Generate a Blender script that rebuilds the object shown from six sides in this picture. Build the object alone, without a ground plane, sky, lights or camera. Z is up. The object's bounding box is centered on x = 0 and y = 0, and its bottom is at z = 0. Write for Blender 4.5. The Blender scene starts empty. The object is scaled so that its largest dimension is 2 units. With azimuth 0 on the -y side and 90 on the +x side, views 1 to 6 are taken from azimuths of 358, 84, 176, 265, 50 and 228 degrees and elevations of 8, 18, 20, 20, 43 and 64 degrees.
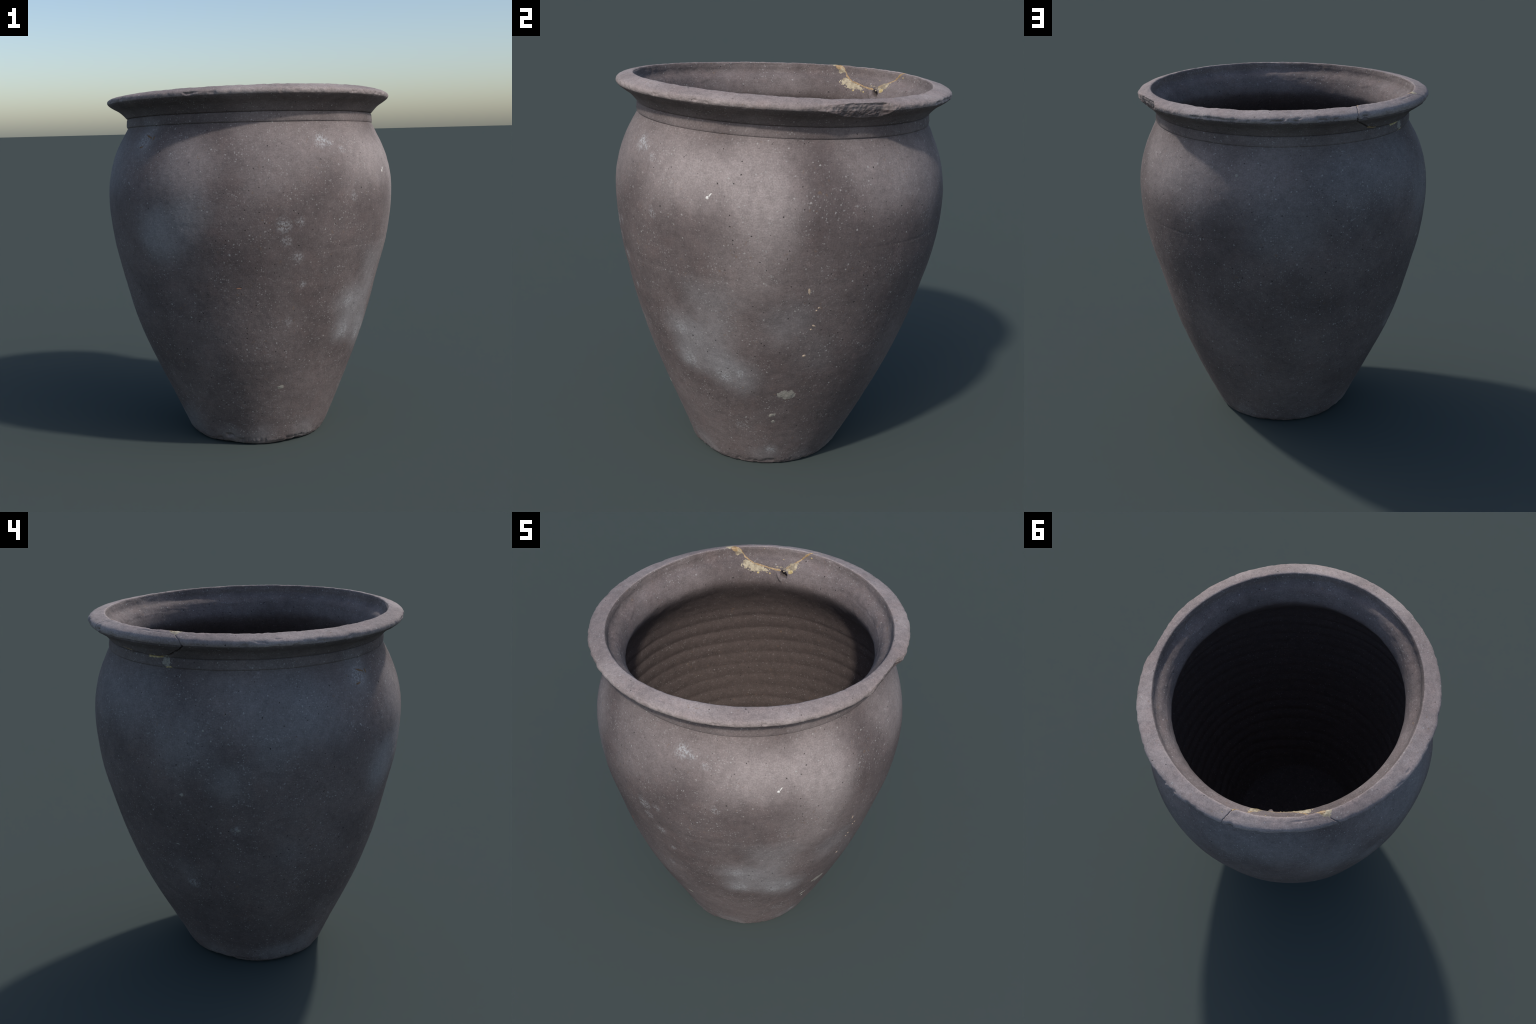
import bpy, math
import numpy as np
from mathutils import Vector

# ---------------------------------------------------------------- noise
def _hash(ix, iy, iz, seed):
    h = (ix * 374761393 + iy * 668265263 + iz * 2147483647 + seed * 1274126177) & 0xFFFFFFFF
    h = ((h ^ (h >> 13)) * 1274126177) & 0xFFFFFFFF
    h = ((h ^ (h >> 16)) * 2246822519) & 0xFFFFFFFF
    return (h ^ (h >> 15)) & 0xFFFF

def noise3(p, freq, seed=0):
    """smooth value noise in -1..1 on an (N,3) array of points"""
    q = np.asarray(p, float) * freq + 100.0
    i = np.floor(q).astype(np.int64); f = q - i
    f = f * f * f * (f * (f * 6 - 15) + 10)
    out = 0.0
    for dx in (0, 1):
        for dy in (0, 1):
            for dz in (0, 1):
                w = (f[..., 0] if dx else 1 - f[..., 0]) * (f[..., 1] if dy else 1 - f[..., 1]) * (f[..., 2] if dz else 1 - f[..., 2])
                out = out + w * (_hash(i[..., 0] + dx, i[..., 1] + dy, i[..., 2] + dz, seed) / 32767.5 - 1.0)
    return out

def fbm(p, freq, octaves=4, seed=0):
    a, t, s = 1.0, 0.0, 0.0
    for k in range(octaves):
        s = s + a * noise3(p, freq * 2 ** k, seed + 17 * k); t += a; a *= 0.5
    return s / t

def smooth(e0, e1, x):
    t = np.clip((x - e0) / (e1 - e0), 0, 1)
    return t * t * (3 - 2 * t)

def spline(K, y):
    """natural cubic through (K, y)"""
    K = np.asarray(K, float); y = np.asarray(y, float); n = len(K); h = np.diff(K)
    A = np.eye(n); b = np.zeros(n)
    for i in range(1, n - 1):
        A[i, i - 1] = h[i - 1]; A[i, i] = 2 * (h[i - 1] + h[i]); A[i, i + 1] = h[i]
        b[i] = 6 * ((y[i + 1] - y[i]) / h[i] - (y[i] - y[i - 1]) / h[i - 1])
    M = np.linalg.solve(A, b)
    def f(x):
        x = np.clip(x, K[0], K[-1]); i = np.clip(np.searchsorted(K, x) - 1, 0, n - 2); t = x - K[i]; H = h[i]
        return y[i] + t * ((y[i + 1] - y[i]) / H - H * (2 * M[i] + M[i + 1]) / 6) + t * t * M[i] / 2 + t ** 3 * (M[i + 1] - M[i]) / (6 * H)
    return f

# ---------------------------------------------------------------- the thrown profile
# belly radius by height along the (slightly leaning) axis
belly = spline([0, .08, .2, .4, .6, .8, 1.0, 1.15, 1.3, 1.45, 1.6, 1.7, 1.785],
               [.393, .4285, .483, .5728, .6556, .7219, .7741, .8101, .8307, .8352, .8101, .7726, .7262])
# wandering of the axis and ovality, from foot to mouth
HC = [0, .3, .7, 1.1, 1.5, 1.85, 2.0]
axis_x = spline(HC, [.0133, .0074, -.0053, -.001, .0015, .0025, .004])
axis_y = spline(HC, [-.0506, -.0362, -.0193, -.0055, 0, .0076, .006])
oval_c = spline([0, .9, 1.6, 1.80, 2.0], [.0007, -.006, -.0105, -.0125, -.0140])
oval_s = spline([0, .9, 1.85, 2.0], [.003, .0047, -.0060, -.0060])
TILT_Y = -.024

def polyline(pts, step):
    """resample a control polyline (Catmull-Rom, centripetal-like) at about `step`"""
    P = np.array(pts, float); out = [P[:1]]
    for i in range(len(P) - 1):
        p0 = P[max(i - 1, 0)]; p1 = P[i]; p2 = P[i + 1]; p3 = P[min(i + 2, len(P) - 1)]
        d = np.linalg.norm(p2 - p1); n = max(1, int(math.ceil(d / step)))
        t = (np.arange(1, n + 1) / n)[:, None]
        d0 = max(np.linalg.norm(p1 - p0), 1e-9); d3 = max(np.linalg.norm(p3 - p2), 1e-9)
        m1 = (p2 - p1) * .5 + (p1 - p0) * (.5 * d / d0) if i else (p2 - p1)
        m2 = (p2 - p1) * .5 + (p3 - p2) * (.5 * d / d3) if i < len(P) - 2 else (p2 - p1)
        h = t * t
        out.append((2 * t * h - 3 * h + 1) * p1 + (t * h - 2 * h + t) * m1 + (-2 * t * h + 3 * h) * p2 + (t * h - h) * m2)
    return np.concatenate(out)

sections = []      # (part name, profile points)
sections.append(('base', polyline([(.0, .018), (.2, .016), (.34, .009), (.366, .003), (.380, .003), (.3905, .0095), (.3985, .020)], .006)))
hb = np.linspace(.020, 1.785, 270)[1:]
sections.append(('body', np.c_[belly(hb), hb]))
sections.append(('neck', polyline([(.7262, 1.785), (.7235, 1.7915), (.7205, 1.7955), (.7250, 1.7985), (.7275, 1.807),
                                   (.7270, 1.830), (.7245, 1.8445), (.7175, 1.8495)], .0022)[1:]))
sections.append(('rim', polyline([(.7175, 1.8495), (.7255, 1.8505), (.7305, 1.8550), (.7405, 1.867), (.766, 1.892), (.794, 1.910),
                                  (.811, 1.9215), (.8220, 1.931), (.8275, 1.941), (.8265, 1.951), (.8185, 1.960), (.802, 1.9675),
                                  (.776, 1.975), (.757, 1.9800), (.748, 1.981), (.741, 1.9770), (.735, 1.960), (.7295, 1.938),
                                  (.719, 1.925), (.700, 1.914), (.683, 1.897), (.666, 1.862)], .0028)[1:]))
hin = np.linspace(1.862, .155, 240)[1:]
throat = spline([.06, .2, .4, .7, 1.0, 1.3, 1.45, 1.6, 1.70, 1.76, 1.81, 1.862],
                [.325, .414, .514, .645, .736, .795, .799, .771, .716, .676, .655, .666])
sections.append(('inside', np.c_[throat(hin), hin]))
sections.append(('inside', polyline([(throat(np.array(.155)), .155), (.36, .140), (.32, .131), (.15, .126), (0., .123)], .012)[1:]))

prof = np.concatenate([s for _, s in sections])
tag = np.concatenate([[n] * len(s) for n, s in sections])
NP = len(prof)
arc = np.r_[0, np.cumsum(np.linalg.norm(np.diff(prof, axis=0), axis=1))]
rim_id = np.where(tag == 'rim')[0]
crest_i = rim_id[np.argmax(prof[rim_id, 1])]
tip_i = rim_id[np.argmax(prof[rim_id, 0])]
LIP = arc[tip_i] - .001          # reference line just under the lip edge

# rings round the axis, closer together where the mended fragment sits
def ring_angles():
    w = lambda a: 1 + 1.4 * smooth(1.7, 1.85, a) * (1 - smooth(2.75, 2.9, a)) + .5 * (1 - smooth(.55, .7, a))
    a = np.linspace(0, 2 * np.pi, 20001); c = np.r_[0, np.cumsum((w(a[1:]) + w(a[:-1])) / 2)]
    return np.interp(np.arange(NT) / NT * c[-1], c, a)
NT = 1300
TH = ring_angles()
R0, H0 = prof[:, 0], prof[:, 1]
# profile normal (r,h)
tan = np.gradient(prof, axis=0); tan /= np.linalg.norm(tan, axis=1)[:, None]
nor = np.c_[tan[:, 1], -tan[:, 0]]

def ang(d):
    return (d + np.pi) % (2 * np.pi) - np.pi

# how each ring departs from a true circle: centre x, y; two- and three-lobed ovality; two harmonics of height
LIP_EDGE = np.array([-.0010, .0060, -.0135, -.0045, -.0010, -.0035, .0010, .0010, -.0020, -.0010])
CREST = np.array([.0005, .0110, -.0107, -.0089, .0057, .0057, .0008, .0008, -.0023, -.0047])
def row_shape():
    W = np.stack([axis_x(H0), axis_y(H0), oval_c(H0), oval_s(H0)] + [0 * H0] * 6, -1)
    rim0 = rim_id[0]; end = rim_id[-1]
    for i in range(NP):
        if rim0 <= i < tip_i:
            t = smooth(rim0, tip_i - 6, i); W[i] = W[i] * (1 - t) + LIP_EDGE * t
        elif tip_i <= i < crest_i:
            t = smooth(tip_i, crest_i, i); W[i] = LIP_EDGE * (1 - t) + CREST * t
        elif i >= crest_i:
            t = smooth(1.60, 1.95, H0[i]); W[i] = W[i] * (1 - t) + CREST * t
    return W
SHAPE = row_shape()

# places where the wall was pushed out or in by hand: (angle, height, amount, spread round, spread up)
PUSHES = [(2.03, .48, .008, .35, .18), (4.96, .95, .005, .30, .20), (4.45, .40, .006, .35, .18), (5.42, 1.06, .004, .25, .15),
          (.72, 1.40, .004, .25, .20), (3.78, 1.36, .011, .30, .16), (1.99, 1.38, -.006, .35, .25), (3.05, .78, -.006, .30, .18),
          (.10, .92, -.006, .35, .20), (1.60, 1.78, .005, .50, .04), (5.85, 1.78, .006, .60, .04)]

def place(r, h, th):
    """profile coordinates -> world"""
    ramp = np.clip(r / .38, 0, 1); c = [SHAPE[:, k:k + 1] for k in range(10)]
    R = r + ramp * (c[2] * np.cos(2 * th) + c[3] * np.sin(2 * th) + c[4] * np.cos(3 * th) + c[5] * np.sin(3 * th))
    x = c[0] + R * np.cos(th); y = c[1] + R * np.sin(th)
    z = h + TILT_Y * y * smooth(0, .25, h) + c[6] * np.cos(th) + c[7] * np.sin(th) + c[8] * np.cos(2 * th) + c[9] * np.sin(2 * th)
    return np.stack([x, y, z], -1)

# ---------------------------------------------------------------- relief
th, s = np.meshgrid(TH, np.arange(NP), indexing='xy')      # (NP, NT)
r = R0[:, None] + 0 * th; h = H0[:, None] + 0 * th
A = arc[:, None] + 0 * th
P0 = place(r, h, th)
is_in = (tag == 'inside')[:, None]; is_rim = (tag == 'rim')[:, None]; is_neck = (tag == 'neck')[:, None]
is_body = (tag == 'body')[:, None]; is_base = (tag == 'base')[:, None]
disp = np.zeros_like(th)                                    # along the profile normal

def on(mask, fn):
    """evaluate fn(points, angle, height) only on the profile rows of a part"""
    rows = np.where(mask[:, 0])[0]; out = np.zeros_like(th); out[rows] = fn(P0[rows], th[rows], h[rows]); return out
R1 = np.stack([np.cos(TH), np.sin(TH), 0 * TH], -1)
ring = lambda f, o, sd: fbm(R1, f, o, sd)[None]

skin_mask = is_body | is_neck
for a0, z0, amt, sa, sz in PUSHES:
    disp += skin_mask * amt * np.exp(-(ang(th - a0) / sa) ** 2 - ((h - z0) / sz) ** 2)
disp += on(skin_mask, lambda p, t, z: .0028 * fbm(p * [1, 1, 1.4], 3.2, 3, 3) + .0007 * fbm(p, 45, 3, 8))       # hand-made lumps, sandy skin
disp += on(skin_mask | is_in, lambda p, t, z: .0004 * noise3(np.stack([np.cos(t) * .5, np.sin(t) * .5, z * 34 + .2 * t], -1), 1., 5))   # turning lines
disp += on(is_rim, lambda p, t, z: .0018 * fbm(p, 26, 4, 9) * smooth(1.850, 1.885, z))
mouth_rows = is_rim & (np.arange(NP)[:, None] > crest_i + 6)
disp += on(mouth_rows, lambda p, t, z: .0035 * fbm(p * [1, 1, 2.2], 15, 3, 44) * smooth(1.862, 1.885, z))
# the lip is rolled thicker round the mended side
disp += is_rim * .003 * np.exp(-((A - arc[tip_i] - .02) / .035) ** 2) * np.exp(-(ang(th - 2.0) / .75) ** 2)
# smoothing scars that run round the belly
for hh, dep, w, a0, span in ((1.30, .0014, .004, 1.4, 1.3), (1.135, .0010, .014, -.4, 1.1)):
    disp -= is_body * dep * np.exp(-((h - hh - .02 * np.sin(th + 1)) / w) ** 2) * (1 - smooth(span * .6, span, np.abs(ang(th - a0))))
# throwing ridges inside
def throwing(p, t, z):
    c, s_ = np.cos(t), np.sin(t)
    ph = (z - .035 * np.sin(t + .6)) / .078 + .35 * noise3(np.stack([c, s_, z * 2], -1), 1.6, 21)
    ridge = np.abs(np.sin(np.pi * ph)) * (.75 + .5 * noise3(np.stack([c, s_, z * 6], -1), 1.3, 22))
    return .007 * (ridge - .6) * smooth(.16, .34, z) * (1 - smooth(1.45, 1.62, z)) + (.0016 * fbm(p, 26, 3, 12) + .004 * fbm(p, 7, 2, 40) * smooth(1.55, 1.7, z)) * (1 - smooth(1.83, 1.862, z))
disp += on(is_in, throwing)
for a0, z0 in ((5.60, 1.78), (3.38, 1.82)):
    disp -= (is_in | mouth_rows) * .010 * np.exp(-(ang(th - a0) / .45) ** 2 - ((h - z0) / .06) ** 2)

# worn and chipped lip: outer edge and crest
D0 = A - LIP
near_tip = np.exp(-((D0 - .001) / .016) ** 2) * is_rim
near_crest = np.exp(-((A - arc[crest_i]) / .011) ** 2) * is_rim
wear = np.maximum(0, ring(7, 5, 31) - .10)
crumble = on(is_rim, lambda p, t, z: np.maximum(0, fbm(p, 26, 4, 33)))
disp -= near_tip * (.009 * wear + .021 * crumble * (.35 + smooth(-.1, .4, ring(3, 3, 37))))
disp -= near_crest * (.005 * np.maximum(0, ring(14, 4, 35) - .02) + on(is_rim, lambda p, t, z: .004 * np.maximum(0, fbm(p, 34, 3, 36))))
# local dents: (angle, arc offset from the lip edge, half width, half height, depth)
for a, d0, w, hh, dep in ((4.295, -2.040, .030, .013, .012), (5.322, -2.075, .03, .008, .008), (4.35, .006, .05, .010, .005),
                          (1.06, .004, .07, .012, .006), (1.13, -.004, .03, .01, .006), (4.32, .0, .03, .012, .006),
                          (.93, -.002, .035, .012, .007), (5.05, .05, .05, .008, .002), (3.24, .03, .03, .01, .003),
                          (2.86, -.225, .016, .006, .003), (2.45, .07, .06, .01, .002)):
    cols = np.where(np.abs(ang(TH - a)) * .9 < w * 2.2 + .01)[0]; rows = np.where(np.abs(arc - LIP - d0) < hh * 1.6)[0]; ix = np.ix_(rows, cols)
    q = np.hypot(ang(th[ix] - a) * np.maximum(r[ix], .2) / w, (D0[ix] - d0) / hh) + .35 * fbm(P0[ix], 60, 2, 53)
    disp[ix] -= dep * (1 - smooth(.35, 1.0, q)) * (1 + .3 * fbm(P0[ix], 50, 2, 54))

# ragged foot
foot = np.exp(-((A - arc[np.argmax(tag == 'body')]) / .016) ** 2) * (is_body | is_base)
foot_rows = (foot[:, :1] > .01)
disp -= foot * (.011 * np.maximum(0, ring(7, 6, 61)) + on(foot_rows, lambda p, t, z: .009 * np.maximum(-.15, fbm(p, 30, 4, 62))))

# ---- large piece broken off the lip: the radius is cut back along a rough fracture
lip_noise = on(is_rim, lambda p, t, z: .006 * fbm(p, 22, 5, 81) + .0035 * fbm(p, 75, 3, 82))
def cut_lip(rr, hh):
    a = ang(th - .36) + .018 * ring(25, 3, 83)
    dep = .021 * smooth(-.27, -.02, a) * (1 - smooth(.08, .17, a)) + .007 * smooth(-.42, -.2, a) * (1 - smooth(.14, .26, a))
    lim = .8275 - dep - .40 * np.maximum(0, 1.950 - hh) * smooth(.004, .02, dep) + lip_noise + (1 - smooth(.0005, .003, dep)) * .05
    return np.where(is_rim & (D0 < .09) & (D0 > -.09) & (rr > lim), lim, rr)

# ---- the mended fragment: a closed break line in (angle, arc offset)
BREAK = [(2.545, .111), (2.595, .087), (2.622, .072), (2.640, .045), (2.662, .017), (2.684, -.016), (2.640, -.062), (2.600, -.090),
         (2.545, -.122), (2.455, -.144), (2.385, -.146), (2.309, -.141), (2.225, -.136), (2.150, -.128), (2.092, -.114), (2.015, -.075),
         (1.955, -.035), (1.942, -.004), (1.952, .025), (1.974, .060), (1.990, .090), (2.031, .120), (2.080, .156), (2.116, .184),
         (2.165, .212), (2.207, .227), (2.270, .227), (2.345, .217), (2.442, .196), (2.505, .158)]
RB = .75
def break_line(th, d):
    """distance to the break line and inside test, for points near the fragment"""
    B = np.array(BREAK) * [RB, 1]
    x = th * RB + .0035 * noise3(np.stack([th * 60, d * 70, 0 * d], -1), 1, 91) + .0015 * noise3(np.stack([th * 180, d * 200, 0 * d], -1), 1, 92)
    y = d + .0030 * noise3(np.stack([th * 60, d * 70, 0 * d + 9], -1), 1, 93)
    best = np.full(th.shape, 9.0); ins = np.zeros(th.shape, bool)
    for (x0, y0), (x1, y1) in zip(B, np.roll(B, -1, 0)):
        dx, dy = x1 - x0, y1 - y0
        t = np.clip(((x - x0) * dx + (y - y0) * dy) / (dx * dx + dy * dy), 0, 1)
        best = np.minimum(best, np.hypot(x - x0 - t * dx, y - y0 - t * dy))
        cr = ((y0 > y) != (y1 > y)) & (x < dx * (y - y0) / (dy + 1e-12) + x0)
        ins ^= cr
    return best, ins
crack_d = np.full(th.shape, 9.0); in_frag = np.zeros(th.shape, bool)
rows = np.where(np.abs(arc - LIP - .04) < .26)[0]; cols = np.where((TH > 1.8) & (TH < 2.85))[0]
sub = np.ix_(rows, cols)
crack_d[sub], in_frag[sub] = break_line(th[sub], D0[sub])
width = .0017 + .0020 * smooth(-.02, -.05, D0) + .0045 * np.exp(-(np.hypot((th - 2.60) * RB, D0 - .083) / .022) ** 2) + .004 * np.exp(-(np.hypot((th - 1.945) * RB, D0 + .002) / .010) ** 2) \
        + .002 * np.exp(-(np.hypot((th - 2.68) * RB, D0 + .02) / .03) ** 2)
groove = (.007 + .010 * smooth(.0, -.03, D0)) * np.exp(-(crack_d / width) ** 2)
# gap left open at the lowest point of the break inside the throat
hole = .055 * (1 - smooth(.55, 1., np.hypot((th - 2.192 + .6 * (D0 - .24)) * RB / .024, (D0 - .249) / .020)))
flap = -.013 * (1 - smooth(.3, 1., np.hypot((th - 2.225 + .9 * (D0 - .27)) * RB / .012, (D0 - .272) / .030)))
frag_step = -.0022 * in_frag * (D0 < -.02) - .001 * in_frag          # the piece sits a little proud

def relief_to_world(d):
    rr = r + d * nor[:, :1]; hh = h + d * nor[:, 1:]
    return place(cut_lip(rr, hh), hh, th)
P_skin = relief_to_world(disp)
P = relief_to_world(disp - groove - hole - flap - frag_step)
# underside bottom is uneven: some of the edge lifts off the ground
lift = .014 * np.maximum(0, ring(1.9, 4, 71)) + .010 * np.maximum(0, ring(9, 5, 72))
up = (1 - smooth(.01, .05, h)) * lift * (is_base | is_body); P[..., 2] += up; P_skin[..., 2] += up
drop = P[..., 2].min(); P[..., 2] -= drop; P_skin[..., 2] -= drop

# ---------------------------------------------------------------- mesh
def build_whole(P):
    co = P.reshape(-1, 3)
    i = np.arange(NP - 1)[:, None] * NT; j = np.arange(NT)[None]; j1 = (j + 1) % NT
    quads = np.stack([i + j, i + j1, i + NT + j1, i + NT + j], -1).reshape(-1, 4)
    return co, quads

co, quads = build_whole(P)
# area weighted vertex normals of the whole pot
e1 = co[quads[:, 2]] - co[quads[:, 0]]; e2 = co[quads[:, 3]] - co[quads[:, 1]]
fn = np.cross(e1, e2)
vn = np.zeros_like(co)
for k in range(4):
    for c in range(3):
        vn[:, c] += np.bincount(quads[:, k], fn[:, c], len(co))
vn[:NT] = vn[:NT].sum(0); vn[-NT:] = vn[-NT:].sum(0)
vn /= np.maximum(np.linalg.norm(vn, axis=1), 1e-12)[:, None]

def part_mesh(name, mask, mat):
    q = quads[mask]; used = np.unique(q); remap = np.full(len(co), -1); remap[used] = np.arange(len(used)); q = remap[q]
    me = bpy.data.meshes.new(name)
    me.vertices.add(len(used)); me.vertices.foreach_set('co', co[used].astype(np.float32).ravel())
    me.loops.add(len(q) * 4); me.loops.foreach_set('vertex_index', q.astype(np.int32).ravel())
    me.polygons.add(len(q)); me.polygons.foreach_set('loop_start', (np.arange(len(q)) * 4).astype(np.int32))
    me.update(calc_edges=True); me.validate()
    me.shade_smooth()
    me.normals_split_custom_set_from_vertices(vn[used].tolist())
    me.materials.append(mat)
    ob = bpy.data.objects.new(name, me); bpy.context.collection.objects.link(ob); ob.parent = pot
    return ob

pot = bpy.data.objects.new('storage_jar', None); bpy.context.collection.objects.link(pot)
pot['label'] = 'dark mauve grey wheel-thrown clay storage jar with flared mended rim'
pot['category'] = 'clay jar'

# ---------------------------------------------------------------- materials
class Graph:
    def __init__(self, name):
        self.m = bpy.data.materials.new(name); self.m.use_nodes = True
        self.t = self.m.node_tree; self.n = self.t.nodes; self.b = self.n['Principled BSDF']
        self.co = self.n.new('ShaderNodeTexCoord').outputs['Object']
    def node(self, kind, ins=(), **props):
        nd = self.n.new(kind)
        for k, v in props.items(): setattr(nd, k, v)
        for k, v in (ins.items() if isinstance(ins, dict) else enumerate(ins)):
            if v is None: continue
            if isinstance(v, bpy.types.NodeSocket): self.t.links.new(v, nd.inputs[k])
            else: nd.inputs[k].default_value = v
        return nd
    def math(self, op, a, b=None, c=None, clamp=False):
        return self.node('ShaderNodeMath', [a, b, c], operation=op, use_clamp=clamp).outputs[0]
    def noise(self, scale, detail=3, rough=.55, vec=None, w=(0, 0, 0)):
        v = self.node('ShaderNodeVectorMath', [vec or self.co, w], operation='ADD').outputs[0]
        return self.node('ShaderNodeTexNoise', {'Vector': v, 'Scale': scale, 'Detail': detail, 'Roughness': rough}).outputs['Fac']
    def range(self, v, a, b, c=0., d=1., smooth=True):
        return self.node('ShaderNodeMapRange', [v, a, b, c, d], interpolation_type='SMOOTHSTEP' if smooth else 'LINEAR').outputs[0]
    def mix(self, f, a, b, mode='MIX'):
        nd = self.n.new('ShaderNodeMix'); nd.data_type = 'RGBA'; nd.blend_type = mode
        for k, v in ((0, f), (6, a), (7, b)):
            if isinstance(v, bpy.types.NodeSocket): self.t.links.new(v, nd.inputs[k])
            else: nd.inputs[k].default_value = v if k == 0 else (*v, 1)
        return nd.outputs[2]
    def wobble(self, amount, scale):
        c = self.node('ShaderNodeTexNoise', {'Vector': self.co, 'Scale': scale, 'Detail': 3.}).outputs['Color']
        c = self.node('ShaderNodeVectorMath', [c, (.5, .5, .5)], operation='SUBTRACT').outputs[0]
        c = self.node('ShaderNodeVectorMath', {0: c, 3: amount}, operation='SCALE').outputs[0]
        return self.node('ShaderNodeVectorMath', [self.co, c], operation='ADD').outputs[0]
    def patches(self, vec, spots):
        """sum of soft round stains: (x, y, z, radius, strength)"""
        tot = None
        for x, y, z, rad, w in spots:
            d = self.node('ShaderNodeVectorMath', [vec, (x, y, z)], operation='DISTANCE').outputs['Value']
            m = self.range(d, rad, rad * .15, 0., w)
            tot = m if tot is None else self.math('ADD', tot, m)
        return self.math('MINIMUM', tot, 1.)
    def specks(self, scale, size, rare, w=(0, 0, 0)):
        """scattered grains: cells of a Voronoi with a random radius"""
        v = self.node('ShaderNodeVectorMath', [self.ragged, w], operation='ADD').outputs[0]
        vo = self.node('ShaderNodeTexVoronoi', {'Vector': v, 'Scale': scale})
        rnd = self.node('ShaderNodeSeparateColor', [vo.outputs['Color']]).outputs[0]
        rad = self.math('MULTIPLY', self.math('POWER', rnd, rare), size)
        return self.range(self.math('DIVIDE', vo.outputs['Distance'], self.math('ADD', rad, .0001)), 1.15, .75)

WARM = [(.766, -.211, 1.637, .30, .8), (.819, -.136, 1.45, .24, .55), (.698, -.416, 1.596, .26, .45), (.784, -.229, 1.23, .30, .45),
        (-.355, -.741, 1.578, .27, .60), (.126, -.798, 1.66, .36, .38), (.573, -.552, 1.640, .32, .60), (.542, .605, 1.60, .30, .50),
        (.687, .404, 1.609, .28, .45), (.70, .245, 1.74, .20, .3), (.116, .775, 1.685, .30, .42), (.291, .744, 1.55, .2, .2),
        (-.75, .15, 1.69, .28, .35), (.349, -.70, 1.72, .25, .25), (.70, -.35, .98, .25, .2)]
GREY = [(.589, -.394, .768, .24, .75), (.60, -.27, .615, .19, .70), (.482, -.478, .66, .13, .55), (.659, -.40, 1.01, .21, .50),
        (.744, -.024, .924, .19, .40), (.514, -.52, .84, .17, .45), (.50, -.46, 1.15, .2, .2),
        (-.438, -.707, 1.275, .24, .75), (-.297, -.789, 1.382, .17, .45), (-.50, -.65, 1.17, .16, .45), (-.539, -.632, 1.30, .18, .4),
        (-.279, .771, 1.594, .32, .50), (-.784, -.075, 1.634, .34, .50), (-.543, .587, 1.637, .30, .50), (-.741, .371, 1.465, .26, .55),
        (-.805, .157, 1.267, .18, .50), (-.741, -.316, 1.58, .28, .45), (.059, .841, 1.40, .28, .42), (-.825, -.06, 1.42, .2, .3),
        (-.56, -.50, 1.735, .16, .5), (.70, .12, .75, .15, .2), (-.72, -.14, .84, .14, .25), (-.57, .366, .69, .12, .2),
        (-.42, -.141, .08, .16, .55), (-.37, -.30, .10, .17, .55), (-.16, -.44, .04, .12, .5), (.02, -.46, .05, .13, .45), (.27, -.38, .06, .12, .45),
        (.43, -.10, .09, .13, .40), (.26, .26, .03, .11, .40), (-.10, .36, .02, .12, .40), (-.31, .19, .03, .11, .40), (.40, .10, .05, .10, .3)]
DARK = [(.25, -.713, .90, .09, .35), (-.053, -.815, 1.15, .20, .35), (.05, -.60, .45, .25, .2), (.74, .33, 1.0, .26, .35), (.607, -.578, 1.37, .16, .35),
        (.825, .063, 1.39, .14, .30), (.663, .502, 1.30, .18, .25), (-.40, .60, .85, .32, .35), (.20, .66, .85, .34, .35), (-.66, .20, .90, .22, .3)]

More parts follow.
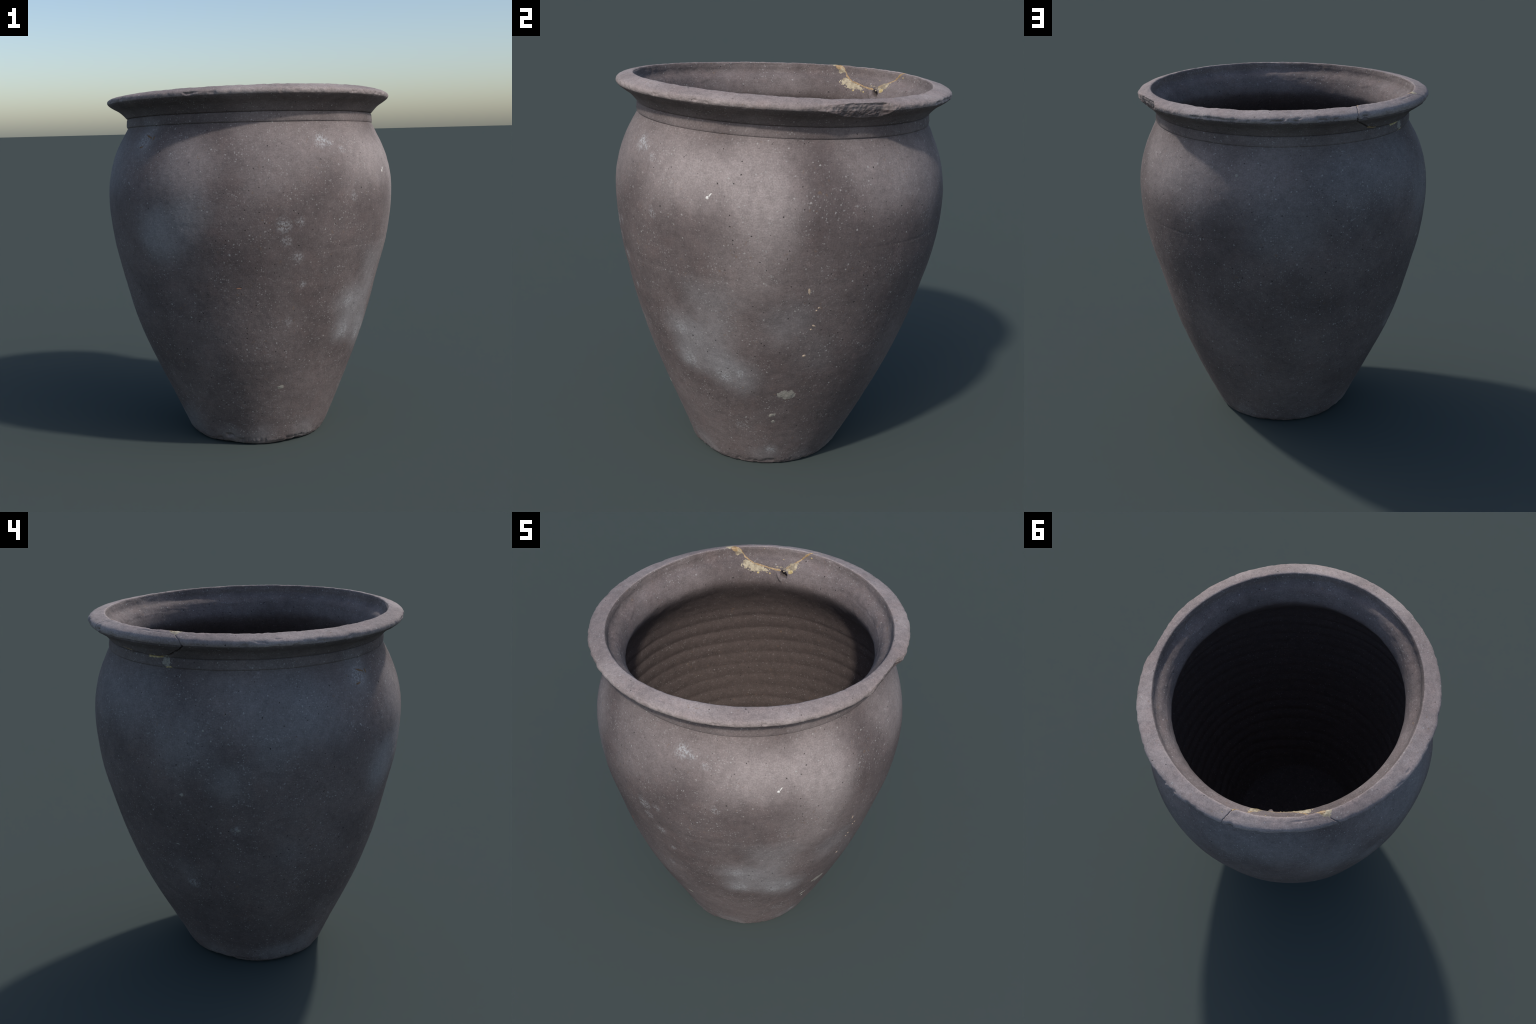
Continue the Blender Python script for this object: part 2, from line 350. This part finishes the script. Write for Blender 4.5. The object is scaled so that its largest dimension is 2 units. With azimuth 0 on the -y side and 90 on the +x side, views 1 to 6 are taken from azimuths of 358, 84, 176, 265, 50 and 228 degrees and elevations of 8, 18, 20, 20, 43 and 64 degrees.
def make_clay(name, dark, mid, warm, grey, stains=True, speck=1.0, deep=None):
    g = Graph(name)
    v1 = g.wobble(.16, 4.5); g.ragged = g.wobble(.009, 170)
    base = g.mix(g.range(g.noise(2.3, 4, .55), .34, .68), dark, mid)
    base = g.mix(g.math('MULTIPLY', g.range(g.noise(9, 4, .6, w=(3, 1, 7)), .45, .75), .30), base, (mid[0] * 1.06, mid[1] * .93, mid[2] * .90))
    if stains:
        base = g.mix(g.patches(v1, WARM), base, warm)
        base = g.mix(g.patches(v1, GREY), base, grey)
        base = g.mix(g.math('MULTIPLY', g.patches(v1, DARK), .8), base, (dark[0] * .82, dark[1] * .80, dark[2] * .80))
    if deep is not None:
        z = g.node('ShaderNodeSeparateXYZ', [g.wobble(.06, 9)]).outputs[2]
        base = g.mix(g.range(z, 1.87, 1.70), base, deep)  # paints the fade into shadow below the throat, by height
    # cloudy mottling and fine sandy grain
    cloud = g.range(g.noise(26, 5, .65, w=(5, 5, 5)), .28, .72, .86, 1.15, False)
    grain = g.range(g.noise(150, 3, .7), .25, .75, .74, 1.26, False)
    flat = g.node('ShaderNodeVectorMath', [g.co, (1, 1, 4.5)], operation='MULTIPLY').outputs[0]
    brushed = g.range(g.noise(42, 4, .65, vec=flat), .28, .72, .90, 1.10, False)      # horizontal wiping marks
    k = g.math('MULTIPLY', g.math('MULTIPLY', cloud, brushed), grain)
    base = g.mix(1., base, g.node('ShaderNodeCombineColor', [k, k, k]).outputs[0], 'MULTIPLY')
    # rusty blotches, pale grit, chalky dust specks, pin holes
    rust = g.math('MULTIPLY', g.math('MULTIPLY', g.range(g.noise(48, 2, .5, w=(9, 2, 4)), .66, .74), g.range(g.noise(5, 2, .5, w=(2, 2, 2)), .45, .65)), .45)
    base = g.mix(rust, base, (.20, .125, .075))
    grit = g.math('MULTIPLY', g.specks(100, .42, 2.0), g.range(g.noise(7, 3, .6, w=(4, 8, 1)), .40, .66, .10, .50 * speck))
    base = g.mix(grit, base, (.40, .385, .37))
    big = g.math('MULTIPLY', g.specks(38, .19, 2.4, (2, 3, 1)), .55 * speck)
    base = g.mix(big, base, (.44, .42, .40))
    pits = g.specks(40, .16, 2.2, (7, 1, 5))
    base = g.mix(g.math('MULTIPLY', pits, .85), base, (.022, .019, .018))
    # thin white veins and wipes of lime
    vein = g.math('MULTIPLY', g.range(g.noise(60, 4, .75, w=(1, 7, 3)), .62, .70), g.range(g.noise(4.2, 2, .5, w=(8, 8, 2)), .60, .72))
    base = g.mix(g.math('MULTIPLY', vein, .30 * speck), base, (.40, .40, .40))
    if stains:
        lime = g.patches(g.wobble(.05, 18), [(.352, -.698, 1.712, .060, .95), (.40, -.68, 1.70, .035, .7), (.466, -.651, 1.661, .030, .6),
                (.149, -.825, 1.291, .060, .65), (.234, -.807, 1.303, .035, .5), (.166, -.81, 1.205, .04, .5), (.223, -.78, 1.119, .045, .55),
                (.24, -.734, .967, .035, .5), (.17, -.703, .763, .035, .55), (.531, -.653, 1.418, .03, .5), (.482, -.478, .66, .07, .6),
                (.575, -.316, .602, .06, .7), (.62, -.238, .627, .03, .8), (.514, -.52, .837, .05, .6), (.46, -.06, .117, .05, .6),
                (.46, -.43, .85, .05, .3), (-.563, -.497, 1.729, .075, .55), (-.76, .12, .993, .04, .5), (-.563, .325, .62, .05, .5), (.49, -.224, .285, .04, .4)])
        crumb = g.range(g.noise(95, 4, .75, w=(6, 6, 6)), .44, .60)
        base = g.mix(g.math('MULTIPLY', lime, crumb), base, (.42, .42, .425))
    g.t.links.new(base, g.b.inputs['Base Color'])
    g.b.inputs['Roughness'].default_value = .88; g.b.inputs['Specular IOR Level'].default_value = .28
    hgt = g.math('SUBTRACT', g.math('ADD', g.noise(130, 4, .7), g.math('MULTIPLY', g.noise(420, 2, .6), .4)), g.math('MULTIPLY', pits, .9))
    bump = g.node('ShaderNodeBump', {'Strength': .45, 'Distance': .0022, 'Height': hgt})
    g.t.links.new(bump.outputs[0], g.b.inputs['Normal'])
    return g.m

clay = make_clay('fired_clay', (.108, .0865, .0840), (.162, .1315, .127), (.298, .254, .244), (.226, .211, .213))
rim_clay = make_clay('worn_rim_clay', (.225, .186, .177), (.325, .276, .262), (.27, .23, .225), (.22, .21, .21), stains=False, speck=.9)
mouth_clay = make_clay('mouth_clay', (.118, .095, .090), (.185, .153, .146), (.2, .2, .2), (.2, .2, .2), stains=False, speck=.9)
inner_clay = make_clay('shade_darkened_inner_clay', (.118, .095, .090), (.185, .153, .146), (.2, .2, .2), (.2, .2, .2), stains=False, speck=.45, deep=(.088, .068, .062))  # brown lowered toward the unlit look of the jar's inside

def plain(name, c0, c1, rough, scale=60, bump=.3, c2=None):
    g = Graph(name)
    c = g.mix(g.range(g.noise(scale, 4, .65), .35, .65), c0, c1)
    if c2: c = g.mix(g.range(g.noise(scale * .4, 3, .6, w=(3, 3, 3)), .50, .64), c, c2)
    g.t.links.new(c, g.b.inputs['Base Color']); g.b.inputs['Roughness'].default_value = rough
    bp = g.node('ShaderNodeBump', {'Strength': bump, 'Distance': .002, 'Height': g.noise(scale * 2.5, 4, .7)})
    g.t.links.new(bp.outputs[0], g.b.inputs['Normal'])
    return g.m
amber = plain('amber_glue', (.30, .185, .08), (.42, .30, .165), .5, 70, .5, (.20, .105, .04))
pale_glue = plain('dried_pale_glue', (.34, .275, .175), (.46, .385, .26), .6, 60, .5, (.24, .19, .125))
yellow = plain('yellow_glue', (.42, .31, .12), (.55, .43, .22), .5, 90, .4)
lime_white = plain('lime_white', (.62, .59, .55), (.74, .71, .67), .8, 120)
mortar = plain('beige_mortar', (.235, .215, .185), (.33, .305, .265), .9, 110, .8, (.18, .165, .15))
straw = plain('tan_straw', (.40, .30, .22), (.52, .40, .30), .8, 120)
rusty = plain('rust_stain', (.20, .11, .05), (.13, .08, .045), .85, 90)
brick = plain('brick_crumb', (.36, .17, .10), (.27, .14, .09), .85, 120)

# ---------------------------------------------------------------- clay parts
face_row = np.repeat(np.arange(NP - 1), NT)
ftag = tag[face_row + 1]
frim = (ftag == 'rim') & (face_row < crest_i + 3); funder = frim & (face_row < tip_i - 5)
fmouth = (ftag == 'rim') & (face_row >= crest_i + 3)
ffrag = in_frag[:-1].ravel() & (ftag != 'inside')
for label, sel, mat in (('base', ftag == 'base', clay), ('body', ftag == 'body', clay), ('neck', ftag == 'neck', clay),
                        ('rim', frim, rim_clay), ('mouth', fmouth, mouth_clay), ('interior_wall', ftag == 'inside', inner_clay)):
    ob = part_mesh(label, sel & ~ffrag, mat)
    if label == 'rim':
        ob.data.materials.append(clay); ob.data.polygons.foreach_set('material_index', funder[sel & ~ffrag].astype(np.int32))
frag = part_mesh('rim_fragment', ffrag, rim_clay)
frag.data.materials.append(mouth_clay); frag.data.materials.append(clay)
frag.data.polygons.foreach_set('material_index', np.where(fmouth, 1, np.where((ftag == 'neck') | funder, 2, 0))[ffrag].astype(np.int32))

# ---------------------------------------------------------------- crusts that lie on the skin
vn_grid = vn.reshape(NP, NT, 3)
def skin(t, a):
    """point and normal of the unbroken skin at angle t, arc length a"""
    fj = np.interp(t, np.r_[TH, 2 * np.pi], np.arange(NT + 1)); fi = np.interp(a, arc, np.arange(NP))
    i = np.clip(fi.astype(int), 0, NP - 2); j = fj.astype(int) % NT; j1 = (j + 1) % NT
    u = (fi - i)[..., None]; v = (fj - np.floor(fj))[..., None]
    def bl(G): return (G[i, j] * (1 - u) + G[i + 1, j] * u) * (1 - v) + (G[i, j1] * (1 - u) + G[i + 1, j1] * u) * v
    n = bl(VS); n /= np.linalg.norm(n, axis=-1)[..., None]
    return bl(P_skin), n
du = np.gradient(P_skin, axis=0); dv = np.roll(P_skin, -1, 1) - np.roll(P_skin, 1, 1)
VS = np.cross(dv, du); VS /= np.maximum(np.linalg.norm(VS, axis=-1), 1e-12)[..., None]
for _ in range(3):
    VS = (VS + np.roll(VS, 1, 1) + np.roll(VS, -1, 1)); VS[1:-1] = VS[1:-1] + VS[:-2] + VS[2:]; VS /= np.maximum(np.linalg.norm(VS, axis=-1), 1e-12)[..., None]
body_rows = np.where(tag == 'body')[0]
def arc_at(hh): return float(np.interp(hh, H0[body_rows], arc[body_rows]))

def crust(name, mat, t0, t1, a0, a1, thick, step, seed, parent=None):
    """thick(x, y): crust thickness in metres over local metres x (round), y (along profile); <=0 is bare"""
    rad = float(np.interp((a0 + a1) / 2, arc, R0)); nx = max(4, int((t1 - t0) * rad / step)); ny = max(4, int((a1 - a0) / step))
    T, Y = np.meshgrid(np.linspace(t0, t1, nx + 1), np.linspace(a0, a1, ny + 1))
    p, n = skin(T % (2 * np.pi), Y)
    t = thick(T, Y, p)
    t[0] = t[-1] = -1; t[:, 0] = t[:, -1] = -1
    p = p + n * (np.clip(t, -.0015, 1) - .0003)[..., None]
    top = p.reshape(-1, 3); keep = t > -.0004
    q = keep[:-1, :-1] | keep[1:, :-1] | keep[:-1, 1:] | keep[1:, 1:]
    ii, jj = np.where(q); w = nx + 1
    f = np.stack([ii * w + jj, ii * w + jj + 1, (ii + 1) * w + jj + 1, (ii + 1) * w + jj], -1)
    if not len(f): return None
    used = np.unique(f); mp = np.full(len(top), -1); mp[used] = np.arange(len(used))
    me = bpy.data.meshes.new(name); me.from_pydata(top[used].tolist(), [], mp[f].tolist()); me.update(); me.shade_smooth(); me.materials.append(mat)
    ob = bpy.data.objects.new(name, me); bpy.context.collection.objects.link(ob); ob.parent = pot
    return ob

def blot(name, mat, t, a, hw, hh, hgt, seed, rot=0., rough=.5, freq=70, parent=None):
    rad = float(np.interp(a, arc, R0)); ext = 1.5 * max(hw, hh)
    def thick(T, Y, p):
        x = (T - t) * rad; y = Y - a; c, s_ = math.cos(rot), math.sin(rot)
        u = (c * x + s_ * y) / hw; v = (-s_ * x + c * y) / hh
        return hgt * (1 - np.hypot(u, v) - rough * np.abs(fbm(p, freq, 4, seed)) * 2 + rough * .4)
    return crust(name, mat, t - ext / rad, t + ext / rad, a - ext, a + ext, thick, max(.0009, min(hw, hh) / 9), seed)

def strand(name, mat, pts, half, hgt, seed, rough=.5):
    """a run of glue along a polyline in (angle, arc offset from the lip)"""
    B = np.array(pts) * [RB, 1]
    def thick(T, Y, p):
        x = T * RB; y = Y - LIP; best = np.full(T.shape, 9.); wd = np.full(T.shape, half)
        for (x0, y0), (x1, y1) in zip(B[:-1], B[1:]):
            dx, dy = x1 - x0, y1 - y0; tt = np.clip(((x - x0) * dx + (y - y0) * dy) / (dx * dx + dy * dy), 0, 1)
            best = np.minimum(best, np.hypot(x - x0 - tt * dx, y - y0 - tt * dy))
        return hgt * (1 - best / (half * (1 + 1.3 * fbm(p, 45, 3, seed))) - rough * np.abs(fbm(p, 90, 3, seed + 1)))
    P_ = np.array(pts); m = half * 2.2
    return crust(name, mat, P_[:, 0].min() - m / RB, P_[:, 0].max() + m / RB, P_[:, 1].min() - m + LIP, P_[:, 1].max() + m + LIP, thick, .0012, seed)

# glue that holds the fragment
strand('glue_bead', amber, [(2.625, .070), (2.595, .087), (2.545, .111), (2.505, .158), (2.442, .196), (2.345, .217), (2.270, .227), (2.225, .227)], .0066, .0026, 201, .9)
strand('glue_bead', amber, [(2.165, .214), (2.116, .184), (2.080, .156), (2.031, .120), (2.000, .096)], .0068, .0026, 203, .9)
strand('glue_bead', amber, [(2.480, -.140), (2.455, -.147), (2.385, -.150), (2.309, -.145)], .0055, .0024, 205)
strand('glue_bead', amber, [(2.110, -.120), (2.150, -.131), (2.185, -.134)], .004, .0018, 206)
blot('glue_smear', pale_glue, 2.452, LIP + .216, .062, .024, .0028, 211, -.25, .75, 55)
blot('glue_smear', pale_glue, 2.375, LIP + .228, .042, .013, .0024, 212, -.1, .8, 70)
blot('glue_smear', pale_glue, 2.500, LIP + .190, .022, .016, .0016, 222, -.5, .8, 70)
blot('glue_smear', pale_glue, 2.122, LIP + .200, .042, .026, .0034, 213, .55, .65, 55)
blot('glue_smear', yellow, 2.130, LIP + .232, .020, .010, .0035, 214, .3, .55, 60)
blot('glue_smear', pale_glue, 2.235, LIP + .212, .040, .008, .002, 215, 0, .8, 80)
blot('glue_smear', pale_glue, 2.618, LIP + .083, .036, .022, .0028, 216, .5, .6, 55)
blot('glue_smear', amber, 2.588, LIP + .106, .026, .015, .0034, 217, -.5, .45, 50)
blot('glue_smear', pale_glue, 2.560, LIP + .128, .022, .018, .0016, 218, .2, .6, 70)
blot('glue_smear', mortar, 2.505, LIP - .176, .026, .034, .0014, 219, .1, .9, 55)
blot('glue_smear', yellow, 2.520, LIP - .203, .024, .008, .0014, 220, .1, .7, 70)
blot('glue_smear', yellow, 2.41, LIP - .156, .055, .007, .0014, 221, .05, .7, 70)
for k, (t, d, sz) in enumerate(((2.205, .165, .006), (1.985, .125, .006), (2.405, .250, .007), (2.305, .252, .006), (2.33, .248, .004), (2.36, .11, .004), (1.93, .06, .004))):
    blot('glue_drop', yellow, t, LIP + d, sz, sz * .8, .003, 230 + k, 0, .3, 90)

# lime and mortar splashes, straw and grit stuck in the clay
blot('lime_splash', lime_white, 5.766, arc_at(1.525), .0085, .0075, .003, 301, 0, .25, 90)
blot('lime_splash', lime_white, 5.782, arc_at(1.539), .014, .0036, .002, 302, 1.0, .25, 120)
blot('mortar_splash', mortar, .024, arc_at(.512), .050, .036, .0022, 303, .15, .42, 40)
blot('mortar_splash', mortar, 6.215, arc_at(.374), .022, .012, .0022, 304, .7, .5, 60)
blot('mortar_splash', mortar, 6.228, arc_at(.328), .012, .010, .003, 305, 0, .4, 70)
blot('mortar_splash', mortar, 4.933, arc_at(.361), .020, .014, .0022, 306, 0, .5, 60)
for k, (t, hh, a, b, rot) in enumerate(((.073, 1.116, .006, .0185, .15), (.134, .925, .011, .0055, -.6), (.120, .905, .006, .005, 0), (.103, .755, .009, .008, 0), (.146, 1.024, .006, .005, 0), (.135, 1.010, .005, .005, 0))):
    blot('straw_fragment', straw, t, arc_at(hh), a, b, .0026, 320 + k, rot, .3, 100)
blot('brick_crumb', brick, 4.60, arc_at(.945), .016, .0040, .0016, 330, 0, .5, 100)
for k, (t, hh, a, b, rot) in enumerate(((2.642, 1.188, .014, .011, .3), (2.99, .998, .014, .007, 0), (2.957, .998, .007, .004, 0), (2.537, .88, .016, .0045, -.1),
        (2.586, .624, .013, .005, -.5), (1.198, 1.66, .011, .009, .1), (1.19, 1.635, .006, .004, 0), (2.64, 1.66, .004, .004, 0), (2.61, 1.50, .006, .005, 0),
        (2.80, 1.53, .006, .006, 0), (.95, 1.31, .005, .010, .2))):
    blot('chalk_fleck', mortar, t, arc_at(hh), a, b, .0018, 340 + k, rot, .45, 90)
blot('rust_scar', rusty, 3.905, arc_at(1.737), .030, .006, .0018, 361, -.4, .7, 80)
blot('rust_scar', rusty, 3.955, arc_at(1.728), .007, .014, .0018, 362, 0, .6, 80)
blot('rust_scar', rusty, 3.840, arc_at(1.683), .024, .005, .0016, 363, .15, .8, 90)
